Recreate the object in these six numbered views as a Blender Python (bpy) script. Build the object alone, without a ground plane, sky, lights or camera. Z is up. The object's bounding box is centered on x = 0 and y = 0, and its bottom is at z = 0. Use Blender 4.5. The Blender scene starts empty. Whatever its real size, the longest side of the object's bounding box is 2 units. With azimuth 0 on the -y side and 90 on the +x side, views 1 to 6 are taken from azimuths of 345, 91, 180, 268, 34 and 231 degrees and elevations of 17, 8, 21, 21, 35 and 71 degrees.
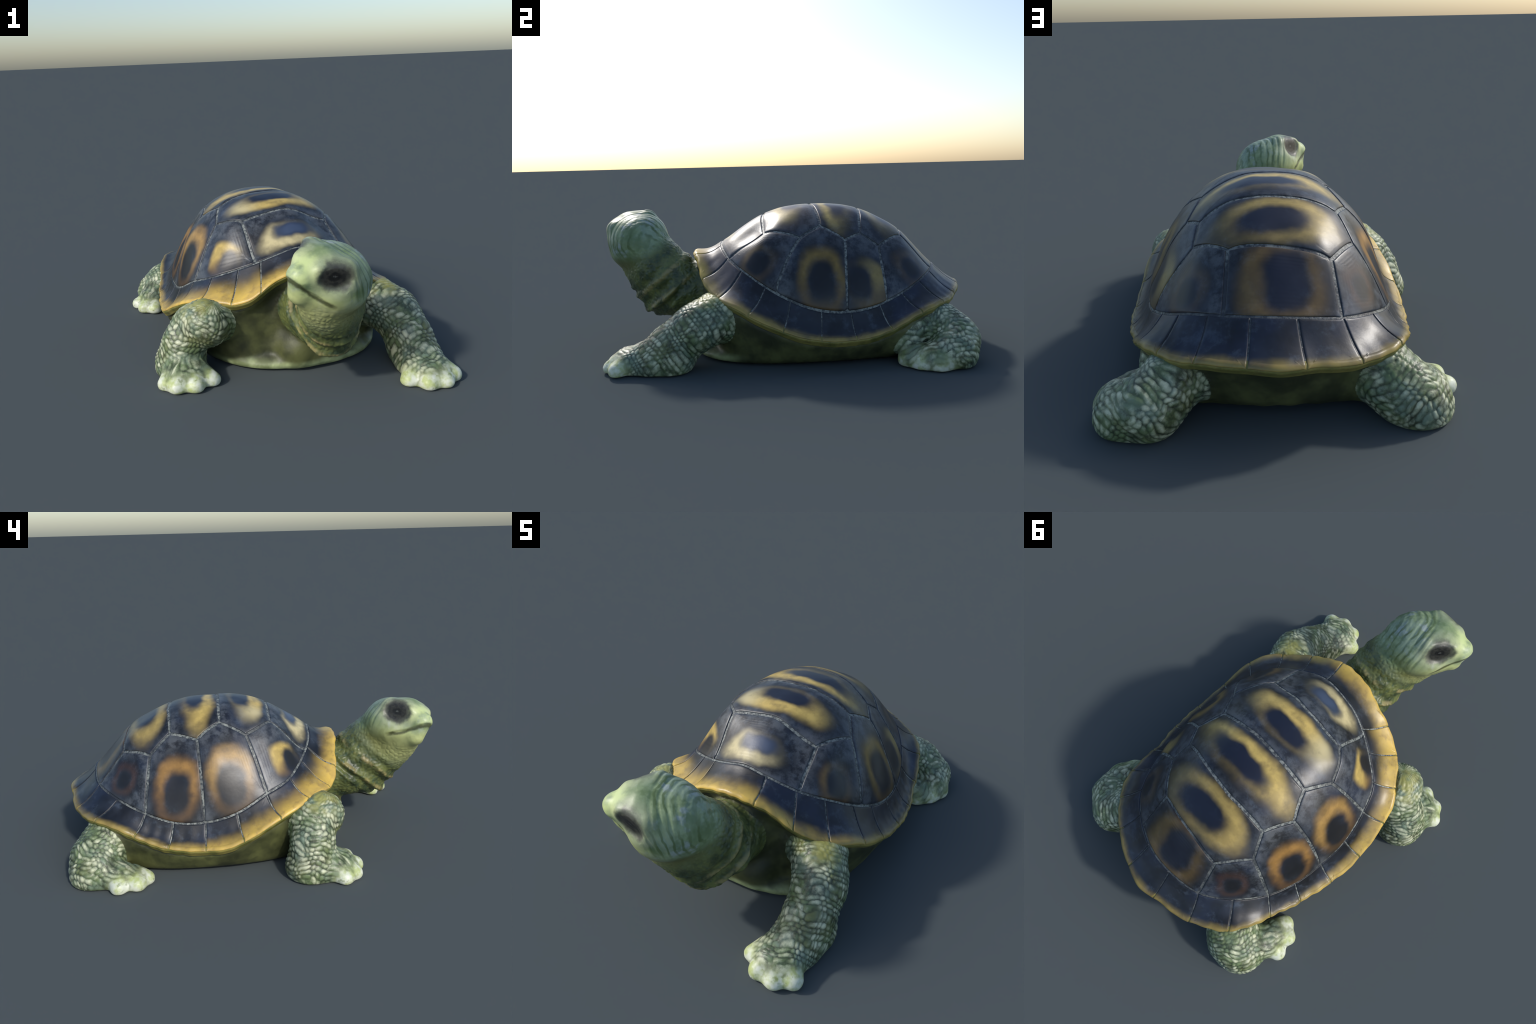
import bpy, math
import numpy as np
from mathutils import Vector

rng = np.random.default_rng(7)
TAU = 2 * math.pi

# ------------------------------------------------------------------ helpers
def unit(v):
    v = np.asarray(v, float)
    return v / np.linalg.norm(v)

def smooth01(x):
    x = np.clip(x, 0, 1)
    return x * x * (3 - 2 * x)

def hash3(i, j, k, seed):
    v = np.sin(i * 127.1 + j * 311.7 + k * 74.7 + seed * 53.3) * 43758.5453
    return v - np.floor(v)

def cells(p, size, seed=0.0):
    """distance to nearest and second nearest jittered cell point, in cell units"""
    q = p / size
    b = np.floor(q)
    d1 = np.full(len(p), 9.0)
    d2 = np.full(len(p), 9.0)
    for i in (-1, 0, 1):
        for j in (-1, 0, 1):
            for k in (-1, 0, 1):
                c = b + (i, j, k)
                o = np.stack([hash3(c[:, 0], c[:, 1], c[:, 2], seed + n) for n in (0.0, 1.7, 3.1)], 1)
                d = np.linalg.norm(c + 0.15 + 0.7 * o - q, axis=1)
                m = d < d1
                d2 = np.where(m, d1, np.minimum(d2, d))
                d1 = np.where(m, d, d1)
    return d1, d2

def vnoise(p, size, seed=0.0):
    q = p / size
    b = np.floor(q)
    t = q - b
    t = t * t * (3 - 2 * t)
    r = 0
    for i in (0, 1):
        for j in (0, 1):
            for k in (0, 1):
                w = (t[:, 0] if i else 1 - t[:, 0]) * (t[:, 1] if j else 1 - t[:, 1]) * (t[:, 2] if k else 1 - t[:, 2])
                r = r + w * hash3(b[:, 0] + i, b[:, 1] + j, b[:, 2] + k, seed)
    return r * 2 - 1

# ------------------------------------------------------------------ shell form
CENTRE = np.array([0.040, 0.215])
# outer edge of the shell, and the suture where the dome meets the edge plates
RIM = [(.602, -.245, .303), (.500, -.360, .342), (.384, -.430, .410), (.250, -.474, .500), (.165, -.496, .520),
       (.070, -.500, .520), (-.040, -.485, .490), (-.132, -.476, .445), (-.208, -.463, .388), (-.279, -.439, .360),
       (-.362, -.374, .357), (-.434, -.304, .345), (-.493, -.226, .322), (-.523, -.158, .290), (-.545, -.080, .252),
       (-.564, .002, .208), (-.576, .112, .165), (-.571, .253, .153), (-.552, .414, .162), (-.525, .548, .201),
       (-.498, .675, .257), (-.456, .774, .276), (-.386, .839, .270), (-.272, .913, .278), (-.133, .957, .295),
       (0, .990, .305), (.127, .965, .306), (.250, .921, .296), (.343, .872, .280), (.462, .774, .272),
       (.511, .700, .255), (.553, .597, .211), (.588, .475, .163), (.630, .333, .145), (.646, .188, .147),
       (.645, .050, .173), (.640, -.089, .228), (.626, -.184, .272)]
SUTURE = [(.434, -.205, .458), (.330, -.285, .508), (.190, -.340, .566), (.055, -.342, .582), (-.035, -.340, .560),
          (-.138, -.314, .520), (-.255, -.262, .473), (-.361, -.193, .428), (-.418, -.090, .386), (-.470, .070, .305),
          (-.478, .229, .265), (-.472, .380, .268), (-.437, .523, .306), (-.355, .670, .355), (-.241, .779, .392),
          (-.10, .825, .418), (.04, .835, .430), (.18, .800, .420), (.335, .715, .390), (.400, .640, .354),
          (.455, .555, .320), (.505, .445, .284), (.540, .305, .266), (.552, .130, .288), (.522, -.046, .362)]
APEX = np.array([.0678, .1953, .7731])
SWELL = (2.5665, -.6139, -.2618, -.1607, .1232)     # how the dome's roundness varies around it
FALL = (1.0226, .2276, .0494, .2575, -.0929)
# gentle bulges and hollows of the dome: x, y, height
BULGES = [(-.23, -.18, .060, .075), (-.40, .37, -.025, .075), (.25, -.18, -.050, .075), (-.10, -.20, .012, .07), (.15, .65, .028, .075),
          (-.43, .20, .098, .075), (-.34, .58, .024, .075), (.39, .50, -.035, .075), (-.17, .66, .028, .075), (.0, .70, .014, .07),
          (-.18, -.09, .016, .075), (-.29, .42, .014, .075), (.505, .14, -.065, .042), (.45, -.08, -.065, .045), (.51, .31, -.060, .042)]

def closed_curve(th, pts):
    pts = np.array(pts)
    t = np.arctan2(pts[:, 1] - CENTRE[1], pts[:, 0] - CENTRE[0]) % TAU
    o = np.argsort(t)
    t, pts = t[o], pts[o]
    T = np.concatenate([t - TAU, t, t + TAU])
    Q = np.concatenate([pts] * 3)
    m = np.zeros_like(Q)
    h = np.diff(T)[:, None]
    dl = np.diff(Q, axis=0) / h
    m[1:-1] = (dl[:-1] * h[1:] + dl[1:] * h[:-1]) / (h[1:] + h[:-1])
    th = np.asarray(th, float) % TAU
    i = np.clip(np.searchsorted(T, th) - 1, 1, len(T) - 3)
    h0 = T[i + 1] - T[i]
    u = ((th - T[i]) / h0)[..., None]
    h0 = h0[..., None]
    return (2*u**3 - 3*u**2 + 1) * Q[i] + (u**3 - 2*u**2 + u) * h0 * m[i] + (3*u**2 - 2*u**3) * Q[i+1] + (u**3 - u**2) * h0 * m[i+1]

def waves(t, c):
    return c[0] + c[1]*np.cos(t) + c[2]*np.sin(t) + c[3]*np.cos(2*t) + c[4]*np.sin(2*t)

def dome(th, s):
    S = closed_curve(th, SUTURE)
    u = np.clip(s, 0, 1)
    g = np.clip(1 - u**waves(th, SWELL), 0, 1) ** (1 / waves(th, FALL))
    xy = APEX[:2] + (S[..., :2] - APEX[:2]) * u[..., None]
    z = S[..., 2] + (APEX[2] - S[..., 2]) * g
    for bx, by, h, wide in BULGES:
        z = z + h * np.exp(-((xy[..., 0] - bx) ** 2 + (xy[..., 1] - by) ** 2) / (2 * wide ** 2)) * (1 - u ** 4)
    return np.concatenate([xy, z[..., None]], -1)

def rim_wave(th):
    """small notches of the shell's edge"""
    return .0022 * np.sin(23 * th + 1) + .0022 * np.sin(61 * th + 2 * np.sin(5 * th)) * (.6 + .4 * np.sin(3 * th))

def flare(th, v):
    """edge plates: v 0 at the suture, 1 at the outer edge, up to 1.6 round the lip to its underside"""
    S = closed_curve(th, SUTURE)
    R = closed_curve(th, RIM)
    d = R[..., :2] - S[..., :2]
    d = d / np.linalg.norm(d, axis=-1, keepdims=True)
    out = np.concatenate([d, np.zeros_like(d[..., :1])], -1)
    R = R + out * rim_wave(th)[..., None]
    up = np.array([0, 0, 1.0])
    top = R - out * .018 + up * .019
    w = np.clip(v, 0, 1)[..., None]
    P = S + (top - S) * w
    P = P - up * (.016 * np.sin(math.pi * w) * (1 - .5 * np.clip(np.sin(th), 0, 1))[..., None])
    a = np.clip((v - 1) / .6, 0, 1)[..., None] * math.radians(165)
    lip = out * .018 * np.sin(np.minimum(a, math.pi/2)) + up * (-.019 * (1 - np.cos(a)) * 1.3)
    back = -out * .02 * np.clip(-np.cos(a), 0, 1)
    return P + lip + back

def shell_at(d):
    """d: points of the plan disc: radius 0..1 the dome, 1..2.6 the edge plates"""
    d = np.asarray(d, float)
    th = np.arctan2(d[..., 1], d[..., 0])
    r = np.hypot(d[..., 0], d[..., 1])
    return np.where((r <= 1)[..., None], dome(th, r), flare(th, np.maximum(r - 1, 0)))

def shell_normal(d):
    e = 1e-3
    d = np.asarray(d, float)
    r = np.maximum(np.hypot(d[..., 0], d[..., 1]), 1e-6)[..., None]
    ra = d / r
    ta = np.stack([-ra[..., 1], ra[..., 0]], -1)
    n = np.cross(shell_at(d + ra * e) - shell_at(d - ra * e), shell_at(d + ta * e) - shell_at(d - ta * e))
    return n / np.maximum(np.linalg.norm(n, axis=-1, keepdims=True), 1e-12)

# ------------------------------------------------------------------ body form (signed distances, blended)
# head frame: forward, left, up
HF, HL, HU = unit((-.886, -.463, .013)), unit((.44, -.85, -.27)), unit((.136, -.233, .957))
HEAD = np.array([.010, -.850, .640])
def head_pt(f, l, u):
    return HEAD + HF * f + HL * l + HU * u

PRIMS = []   # (group, kind, blend, args)
def cone(group, a, b, ra, rb, k=.04):
    PRIMS.append((group, "cone", k, (np.array(a, float), np.array(b, float), ra, rb)))
def chain(group, pts, k=.04):
    for p, q in zip(pts[:-1], pts[1:]):
        cone(group, p[:3], q[:3], p[3], q[3], k)
def blob(group, c, r, axes=None, k=.04):
    PRIMS.append((group, "blob", k, (np.array(c, float), np.array(r, float), np.eye(3) if axes is None else np.array(axes))))

HAX = (HF, HL, HU)
chain("neck", [(.08, -.34, .31, .155), (.098, -.58, .32, .146), (.088, -.72, .42, .138)], .05)
cone("neck", head_pt(0, .02, -.13), (.085, -.705, .29), .118, .115, .05)
cone("neck", head_pt(-.07, 0, -.06), (.105, -.65, .42), .13, .145, .05)
blob("head", head_pt(-.015, 0, -.014), (.150, .163, .110), HAX, .05)
blob("head", head_pt(-.085, .035, -.060), (.115, .120, .105), HAX, .05)
cone("head", head_pt(.06, 0, .015), head_pt(.166, 0, .004), .098, .058, .04)
blob("head", head_pt(-.04, -.055, -.055), (.110, .105, .100), HAX, .04)
blob("head", head_pt(-.03, .060, -.085), (.105, .108, .085), HAX, .04)
blob("head", head_pt(.022, 0, -.085), (.115, .142, .075), HAX, .04)
for s_ in (1, -1):
    cone("head", head_pt(.010, s_ * .106, .056), head_pt(.120, s_ * .062, .052), .034, .024, .05)
cone("head", head_pt(-.02, 0, -.09), head_pt(.140, 0, -.068), .118, .060, .04)

TOES = {"fore_left": [(.435, -.805, .022), (.503, -.868, .022), (.584, -.872, .022), (.650, -.828, .022)],
        "fore_right": [(-.648, -.450, .022), (-.602, -.503, .022), (-.518, -.522, .022), (-.432, -.485, .022)],
        "hind_left": [(.648, .740, .022), (.622, .652, .022), (.560, .598, .022)],
        "hind_right": [(-.660, .648, .022), (-.635, .562, .022), (-.576, .525, .022)]}
TOE_ROOT = {"fore_left": (.535, -.70, .070), "fore_right": (-.545, -.345, .075), "hind_left": (.56, .72, .065), "hind_right": (-.53, .68, .065)}
LEGS = {"fore_left": [(.36, -.24, .26, .13), (.485, -.36, .240, .115), (.545, -.45, .205, .113), (.562, -.575, .115, .118)],
        "fore_right": [(-.30, -.22, .27, .14), (-.42, -.36, .262, .105), (-.485, -.300, .235, .088), (-.528, -.305, .150, .098), (-.548, -.295, .05, .116)],
        "hind_left": [(.28, .66, .18, .13), (.40, .81, .150, .105), (.460, .862, .095, .112), (.545, .825, .060, .110)],
        "hind_right": [(-.28, .62, .19, .12), (-.40, .74, .145, .110), (-.47, .785, .090, .116), (-.517, .785, .04, .128)]}
FEET = {"fore_left": [(.575, -.578, .04, .114), (.560, -.68, .03, .108), (.545, -.780, .01, .100)],
        "fore_right": [(-.550, -.295, .03, .119), (-.545, -.42, .015, .100)],
        "hind_left": [(.560, .82, .04, .108), (.605, .73, .03, .075), (.560, .63, .03, .070)],
        "hind_right": [(-.525, .77, .03, .115), (-.570, .66, .03, .080)]}
for leg in LEGS:
    chain(leg, LEGS[leg], .05)
cone("hind_left", (.43, .52, .11), (.46, .64, .14), .085, .070, .05)
for leg in FEET:
    chain(leg + "_foot", FEET[leg], .05)
    root = np.array(TOE_ROOT[leg])
    for t in TOES[leg]:
        t = np.array(t)
        mid = root + (t - root) * .62
        mid[2] = .050 if "fore" in leg else .040
        cone(leg + "_foot", mid, t, .047, .043, .033)

def d_cone(p, a, b, ra, rb):
    ab = b - a
    t = np.clip(((p - a) @ ab) / (ab @ ab), 0, 1)
    return np.linalg.norm(p - a - t[..., None] * ab, axis=-1) - (ra + (rb - ra) * t)

def d_blob(p, c, r, ax):
    q = (p - c) @ np.array(ax).T
    k0 = np.linalg.norm(q / r, axis=-1)
    k1 = np.linalg.norm(q / (r * r), axis=-1)
    return k0 * (k0 - 1) / np.maximum(k1, 1e-6)

def reach(kind, a):
    if kind == "cone":
        return np.minimum(a[0] - a[2], a[1] - a[3]), np.maximum(a[0] + a[2], a[1] + a[3])
    r = max(a[1])
    return a[0] - r, a[0] + r

def smin(a, b, k):
    h = np.clip(.5 + .5 * (b - a) / k, 0, 1)
    return b + (a - b) * h - k * h * (1 - h)

def smax(a, b, k):
    return -smin(-a, -b, k)

# belly plate outline, as a radius round CENTRE, and the rim as radius and height
_th = np.linspace(-math.pi, math.pi, 721)
_ray = np.linspace(0.02, .9, 300)
_x = CENTRE[0] + np.cos(_th)[:, None] * _ray - .02
_y = CENTRE[1] + np.sin(_th)[:, None] * _ray - .170
_y = _y + .005
_x = _x + .10 * _y
_in = (np.abs(_x - .01) / .500) ** 2.7 + (np.abs(_y) / .674) ** 2.7 < 1
PLATE_R = _ray[_in.sum(1) - 1]
_rim = closed_curve(_th, RIM)
RIM_R = np.linalg.norm(_rim[:, :2] - CENTRE, axis=1)
RIM_Z = _rim[:, 2]

CHEST = (np.array([.03, -.43, .10]), np.array([.18, -.42, .08]), .115, .095)

def d_torso(p):
    dx, dy = p[..., 0] - CENTRE[0], p[..., 1] - CENTRE[1]
    th = np.arctan2(dy, dx)
    r = np.hypot(dx, dy)
    rr, rz, pr = np.interp(th, _th, RIM_R), np.interp(th, _th, RIM_Z), np.interp(th, _th, PLATE_R)
    t = np.clip((p[..., 2] - .01) / np.maximum(rz - .03, .05), 0, 1.2)
    side = pr + (rr * .965 - pr) * t ** .65
    front = np.exp(-((((th + 1.80 + math.pi) % TAU) - math.pi) / .22) ** 2)
    pocket = np.exp(-((((th + 1.10 + math.pi) % TAU) - math.pi) / .20) ** 2)
    back = smooth01((np.sin(th) - .60) / .35)
    side = side - (.05 * front + .06 * pocket + .052 * back) * smooth01((t - .05) / .13) * smooth01((1.02 - t) / .22)
    f = (r - side) * .85
    f = smin(f, d_cone(p, *CHEST), .05)
    roof = (p[..., 2] - (rz - .022 + np.clip(rr - r - .06, 0, .12) * .8)) * .8
    f = smax(f, roof, .03)
    return smax(f, .002 + .055 * smooth01((p[..., 1] - .62) / .24) - p[..., 2], .04)

def field(p, groups=None):
    d = d_torso(p) if groups is None or "torso" in groups else np.full(p.shape[:-1], .3)
    for g, kind, k, a in PRIMS:
        if groups is None or g in groups:
            d = smin(d, (d_cone if kind == "cone" else d_blob)(p, *a), k)
    return d

def eye_frame(s):
    """centre on the face, then the eye's own axes: along it, out of it, up"""
    return head_pt(.078, s * .108, .034), (unit(HF * .866 - s * HL * .5), unit(HF * .5 + s * HL * .866), HU)

def mouth_gap(f, u):
    """signed height over the mouth line, in head measures"""
    return (u - (.004 + (f - .226) * .70 + .10 * np.maximum(.226 - f - .10, 0))) / 1.22

# height of the shell above each place of the plan, so that the body stays under it
_rho = np.concatenate([np.linspace(.02, 1, 50), np.linspace(1.05, 2, 20)])
_P = shell_at(np.stack([np.cos(_th)[:, None] * _rho, np.sin(_th)[:, None] * _rho], -1))
_fr = np.linspace(0, 1.3, 131)
ROOF = np.zeros((len(_th), len(_fr)))
for _i in range(len(_th)):
    _rr = np.maximum.accumulate(np.hypot(_P[_i, :, 0] - CENTRE[0], _P[_i, :, 1] - CENTRE[1]))
    ROOF[_i] = np.interp(_fr * RIM_R[_i], _rr, _P[_i, :, 2] - .012)
    ROOF[_i] = np.where(_fr > .985, RIM_Z[_i] - .008 + (_fr - .985) * RIM_R[_i] * 3.0, ROOF[_i])

def under_shell(p, d):
    dx, dy = p[..., 0] - CENTRE[0], p[..., 1] - CENTRE[1]
    a = (np.arctan2(dy, dx) + math.pi) / TAU * 720
    rr = np.interp(a, np.arange(721), RIM_R)
    b = np.clip(np.hypot(dx, dy) / rr / .01, 0, 129.99)
    i = np.clip(a.astype(int), 0, 719); j = b.astype(int)
    u, v = a - i, b - j
    z = (ROOF[i, j] * (1-u) + ROOF[i+1, j] * u) * (1-v) + (ROOF[i, j+1] * (1-u) + ROOF[i+1, j+1] * u) * v
    z = np.where(b > 129, 9, z)
    return smax(d, (p[..., 2] - z) * .6, .008)

def carve(p, d):
    for s_ in (1, -1):
        c, ax = eye_frame(s_)
        d = smax(d, -d_blob(p, c - HU * .004 + ax[1] * .026, np.array([.080, .036, .062]), ax), .014)
    return smax(d, -p[..., 2], .012)

# ------------------------------------------------------------------ body mesh
STEP = .0085
lo = np.array([-.76, -1.06, -.03])
dims = np.array([int(1.52 / STEP), int(2.12 / STEP), int(.84 / STEP)])
axes_ = [lo[i] + STEP * np.arange(dims[i]) for i in range(3)]

def sub(lo_, hi_):
    i0 = np.clip(((lo_ - lo) / STEP).astype(int), 0, dims)
    i1 = np.clip(((hi_ - lo) / STEP).astype(int) + 2, 0, dims)
    s = tuple(slice(a, b) for a, b in zip(i0, i1))
    g = np.stack(np.meshgrid(*[axes_[i][s[i]] for i in range(3)], indexing="ij"), -1)
    return s, g

D = np.full(dims, .25, np.float64)
s, g = sub(np.array([-.68, -.62, -.03]), np.array([.74, 1.06, .62]))
D[s] = d_torso(g)
for grp, kind, k, a in PRIMS:
    l_, h_ = reach(kind, a)
    s, g = sub(l_ - .08, h_ + .08)
    D[s] = smin(D[s], (d_cone if kind == "cone" else d_blob)(g, *a), k)
s, g = sub(HEAD - .32, HEAD + .32)
D[s] = carve(g, D[s])
s, g = sub(np.array([-.76, -.62, .05]), np.array([.78, 1.06, .9]))
D[s] = under_shell(g, D[s])
s, g = sub(lo, np.array([.8, 1.1, .05]))
D[s] = smax(D[s], -g[..., 2], .012)

def surface_net(D, lo, h):
    ins = D < 0
    n = np.array(D.shape) - 1
    acc = np.zeros((*n, 3)); cnt = np.zeros(n)
    for ax in range(3):
        o = [i for i in range(3) if i != ax]
        for da in (0, 1):
            for db in (0, 1):
                s0 = [None]*3; s1 = [None]*3
                s0[ax] = slice(0, n[ax]); s1[ax] = slice(1, n[ax] + 1)
                for q, dd in zip(o, (da, db)):
                    s0[q] = slice(dd, dd + n[q]); s1[q] = slice(dd, dd + n[q])
                A, B = D[tuple(s0)], D[tuple(s1)]
                c = (A < 0) != (B < 0)
                t = np.where(c, A / np.where(c, A - B, 1), 0)
                acc[..., ax] += np.where(c, t, 0)
                acc[..., o[0]] += np.where(c, da, 0)
                acc[..., o[1]] += np.where(c, db, 0)
                cnt += c
    act = cnt > 0
    idx = np.full(n, -1); idx[act] = np.arange(act.sum())
    ijk = np.argwhere(act)
    V = lo + h * (ijk + acc[act] / cnt[act][:, None])
    Q = []
    for ax in range(3):
        b, c = (ax + 1) % 3, (ax + 2) % 3
        s0 = [slice(1, D.shape[i] - 1) for i in range(3)]; s1 = list(s0)
        s0[ax] = slice(0, D.shape[ax] - 1); s1[ax] = slice(1, D.shape[ax])
        A, B = ins[tuple(s0)], ins[tuple(s1)]
        e = np.argwhere(A != B)
        flip = A[A != B]
        off = np.array([1, 1, 1]); off[ax] = 0
        e = e + off
        def at(db, dc):
            k = e.copy(); k[:, b] += db; k[:, c] += dc
            return idx[k[:, 0], k[:, 1], k[:, 2]]
        q = np.stack([at(-1, -1), at(0, -1), at(0, 0), at(-1, 0)], 1)
        Q.append(np.where(flip[:, None], q, q[:, ::-1]))
    return V, np.concatenate(Q)

def edges_of(Q):
    E = np.concatenate([Q[:, [i, (i + 1) % 4]] for i in range(4)])
    return np.unique(np.sort(E, 1), axis=0, return_inverse=True)

def relax(V, Q, times, amount=.5):
    E, _ = edges_of(Q)
    n = len(V)
    deg = np.bincount(E.ravel(), minlength=n)
    for _ in range(times):
        S = np.stack([np.bincount(E[:, 0], V[E[:, 1], i], n) + np.bincount(E[:, 1], V[E[:, 0], i], n) for i in range(3)], 1)
        V = V + amount * (S / deg[:, None] - V)
    return V

def subdivide(V, Q):
    E, inv = edges_of(Q)
    inv = inv.reshape(4, -1).T
    n, m = len(V), len(E)
    mid = V[E].mean(1); cen = V[Q].mean(1)
    e = n + inv; f = n + m + np.arange(len(Q))
    quads = [np.stack([Q[:, i], e[:, i], f, e[:, (i - 1) % 4]], 1) for i in range(4)]
    return np.concatenate([V, mid, cen]), np.concatenate(quads)

def normals_of(V, Q):
    fn = np.cross(V[Q[:, 2]] - V[Q[:, 0]], V[Q[:, 3]] - V[Q[:, 1]])
    N = np.zeros_like(V)
    for i in range(4):
        for c in range(3):
            N[:, c] += np.bincount(Q[:, i], fn[:, c], len(V))
    return N / np.maximum(np.linalg.norm(N, axis=1, keepdims=True), 1e-12)

V, Q = surface_net(D, lo, STEP)
V = relax(V, Q, 3, .5)
V, Q = subdivide(V, Q)
V = relax(V, Q, 2, .5)

# scales stand in staggered rows round each limb's axis
AXIS = {"fore_left": ((.485, -.36, .24), (.565, -.60, .09)), "fore_right": ((-.43, -.37, .29), (-.56, -.30, .02)),
        "hind_left": ((.38, .76, .20), (.57, .84, .02)), "hind_right": ((-.38, .70, .20), (-.54, .80, .02))}
ROW, ROUND = .026, 24
def limb_frame(leg):
    a, b = (np.array(v) for v in AXIS[leg])
    ax = unit(b - a)
    n1 = unit(np.cross(ax, (0, 0, 1)) if abs(ax[2]) < .9 else np.cross(ax, (0, 1, 0)))
    return a, ax, n1, np.cross(ax, n1)
def scale_shape(p, leg):
    """0 at the middle of a scale, 1 and more at its border; and how far along it"""
    a, ax, n1, n2 = limb_frame(leg)
    d = p - a
    qt = ((d @ ax) + .008 * np.sin(p @ np.array([37., 21., 13.])) + .007 * np.sin(p @ np.array([-17., 43., 29.]))) / ROW
    ph = np.arctan2(d @ n2, d @ n1) + .16 * np.sin(p @ np.array([19., -13., 31.])) + .07 * np.sin(p @ np.array([47., 53., -39.]))
    row = np.floor(qt)
    fr = qt - row
    qc = ph * ROUND / TAU + .5 * (row % 2)
    fc = qc - np.floor(qc)
    return np.sqrt((2 * fc - 1) ** 2 + (2 * fr - .9) ** 2), fr

# which part each place belongs to
PARTS = ["torso", "neck", "head"] + list(LEGS) + [l + "_foot" for l in LEGS]
def part_field(p):
    out = []
    for name in PARTS:
        d = field(p, {name})
        out.append(d)
    return np.stack(out, -1)

PF = part_field(V)
LEAST = PF.min(1)
def near(names, width):
    """1 deep inside the named parts' own ground, 0 where others take over"""
    ix = [PARTS.index(n) for n in names]
    rest = [i for i in range(len(PARTS)) if i not in ix]
    return smooth01(.5 + (PF[:, rest].min(1) - PF[:, ix].min(1)) / (2 * width))

NRM = normals_of(V, Q)
limb_names = list(LEGS) + [l + "_foot" for l in LEGS]
limb_m = near(limb_names, .04)
toe_d = np.min([np.linalg.norm(V - np.array(t), axis=1) for l in TOES for t in TOES[l]], 0)
toe_m = smooth01((.095 - toe_d) / .035)
head_m = near(["head"], .05)
neck_m = near(["neck"], .04)
warp = V + .006 * np.stack([vnoise(V, .03, s_) for s_ in (1., 2., 3.)], 1)
d1, d2 = cells(warp, .023, 5.0)
disp = np.zeros(len(V))
legs_ = list(LEGS)
which = np.stack([np.minimum(PF[:, PARTS.index(l)], PF[:, PARTS.index(l + "_foot")]) for l in legs_], 1).argmin(1)
for i_, l in enumerate(legs_):
    k_ = which == i_
    r_, fr_ = scale_shape(V[k_], l)
    disp[k_] = limb_m[k_] * (1 - toe_m[k_]) * (.0040 * np.clip(1 - r_ ** 2, -.3, 1) + .0022 * fr_ - .002) * (.75 + .5 * vnoise(V[k_], .06, 31.))
# wrinkles across the back of the head
L = (V - HEAD) @ np.array([HF, HL, HU]).T
ring = L[:, 0] + .35 * np.abs(L[:, 1]) ** 1.3 - .25 * L[:, 2]
back_m = smooth01((.045 - L[:, 0]) / .06) * smooth01((L[:, 2] + .10) / .08) * head_m
disp += back_m * -.0048 * (smooth01(.1 - np.sin(ring * TAU / .034 + 2.4 * vnoise(V, .08, 4.)) * .9) - .3) * (.6 + .6 * vnoise(V, .1, 9.))
for s_ in (1, -1):
    c, ax = eye_frame(s_)
    r_ = np.linalg.norm(((V - c) @ np.array(ax).T) / np.array([.072, .064, .058]), axis=1)
    disp += .006 * np.clip(1 - (r_ / .62) ** 2, 0, 1) - .0035 * np.exp(-((r_ - .85) / .16) ** 2)
# the mouth: a groove, the lower jaw set a little back
mg = mouth_gap(L[:, 0], L[:, 2])
gape = smooth01((L[:, 0] - .055) / .03) * head_m
mg = mg + .004 * vnoise(V, .035, 21.)
disp -= gape * .008 * np.exp(-(mg / .007) ** 2)
disp -= gape * .006 * smooth01(-mg / .012) * smooth01((mg + .07) / .03)
# folds of the neck
fc = V @ np.array([0, -.636, .772]) + .010 * vnoise(V, .08, 8.)
fold = np.zeros(len(V))
for at, w, a in ((.590, .015, .010), (.618, .016, -.012), (.645, .013, .020), (.690, .020, -.014), (.738, .013, .013), (.772, .016, -.012), (.800, .013, .007)):
    fold += a * np.exp(-((fc - at) / w) ** 2)
fold *= np.clip(neck_m + .5 * head_m * smooth01((-L[:, 2] - .1) / .05), 0, 1) * smooth01((-V[:, 1] - .42) / .1) * (.65 + .5 * vnoise(V, .09, 3.)) * (.35 + .65 * smooth01((.46 - V[:, 2]) / .16))
disp += fold
disp += neck_m * .003 * (smooth01((d2 - d1) / .5) - .5)
disp += .003 * vnoise(V, .05, 11.) * (1 - .6 * head_m)
tor = near(["torso"], .04)
flat = smooth01((V[:, 2] - .012) / .03)
disp *= flat
V = V + NRM * disp[:, None]
V[:, 2] = np.maximum(V[:, 2], 0)
V = relax(V, Q, 1, .25)
V[:, 2] -= V[:, 2].min()
NRM = normals_of(V, Q)
FACE_PART = part_field(V[Q].mean(1)).argmin(1)
EYE_SIZE = np.array([.072, .064, .058])
for k, s_ in enumerate((1, -1)):
    c, ax = eye_frame(s_)
    r_ = np.linalg.norm(((V[Q].mean(1) - c) @ np.array(ax).T) / EYE_SIZE, axis=1)
    FACE_PART[r_ < 1] = len(PARTS) + k

# ------------------------------------------------------------------ materials
def srgb(r, g, b):
    return tuple((c / 255 / 12.92 if c / 255 <= .04045 else ((c / 255 + .055) / 1.055) ** 2.4) for c in (r, g, b)) + (1.0,)

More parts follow.
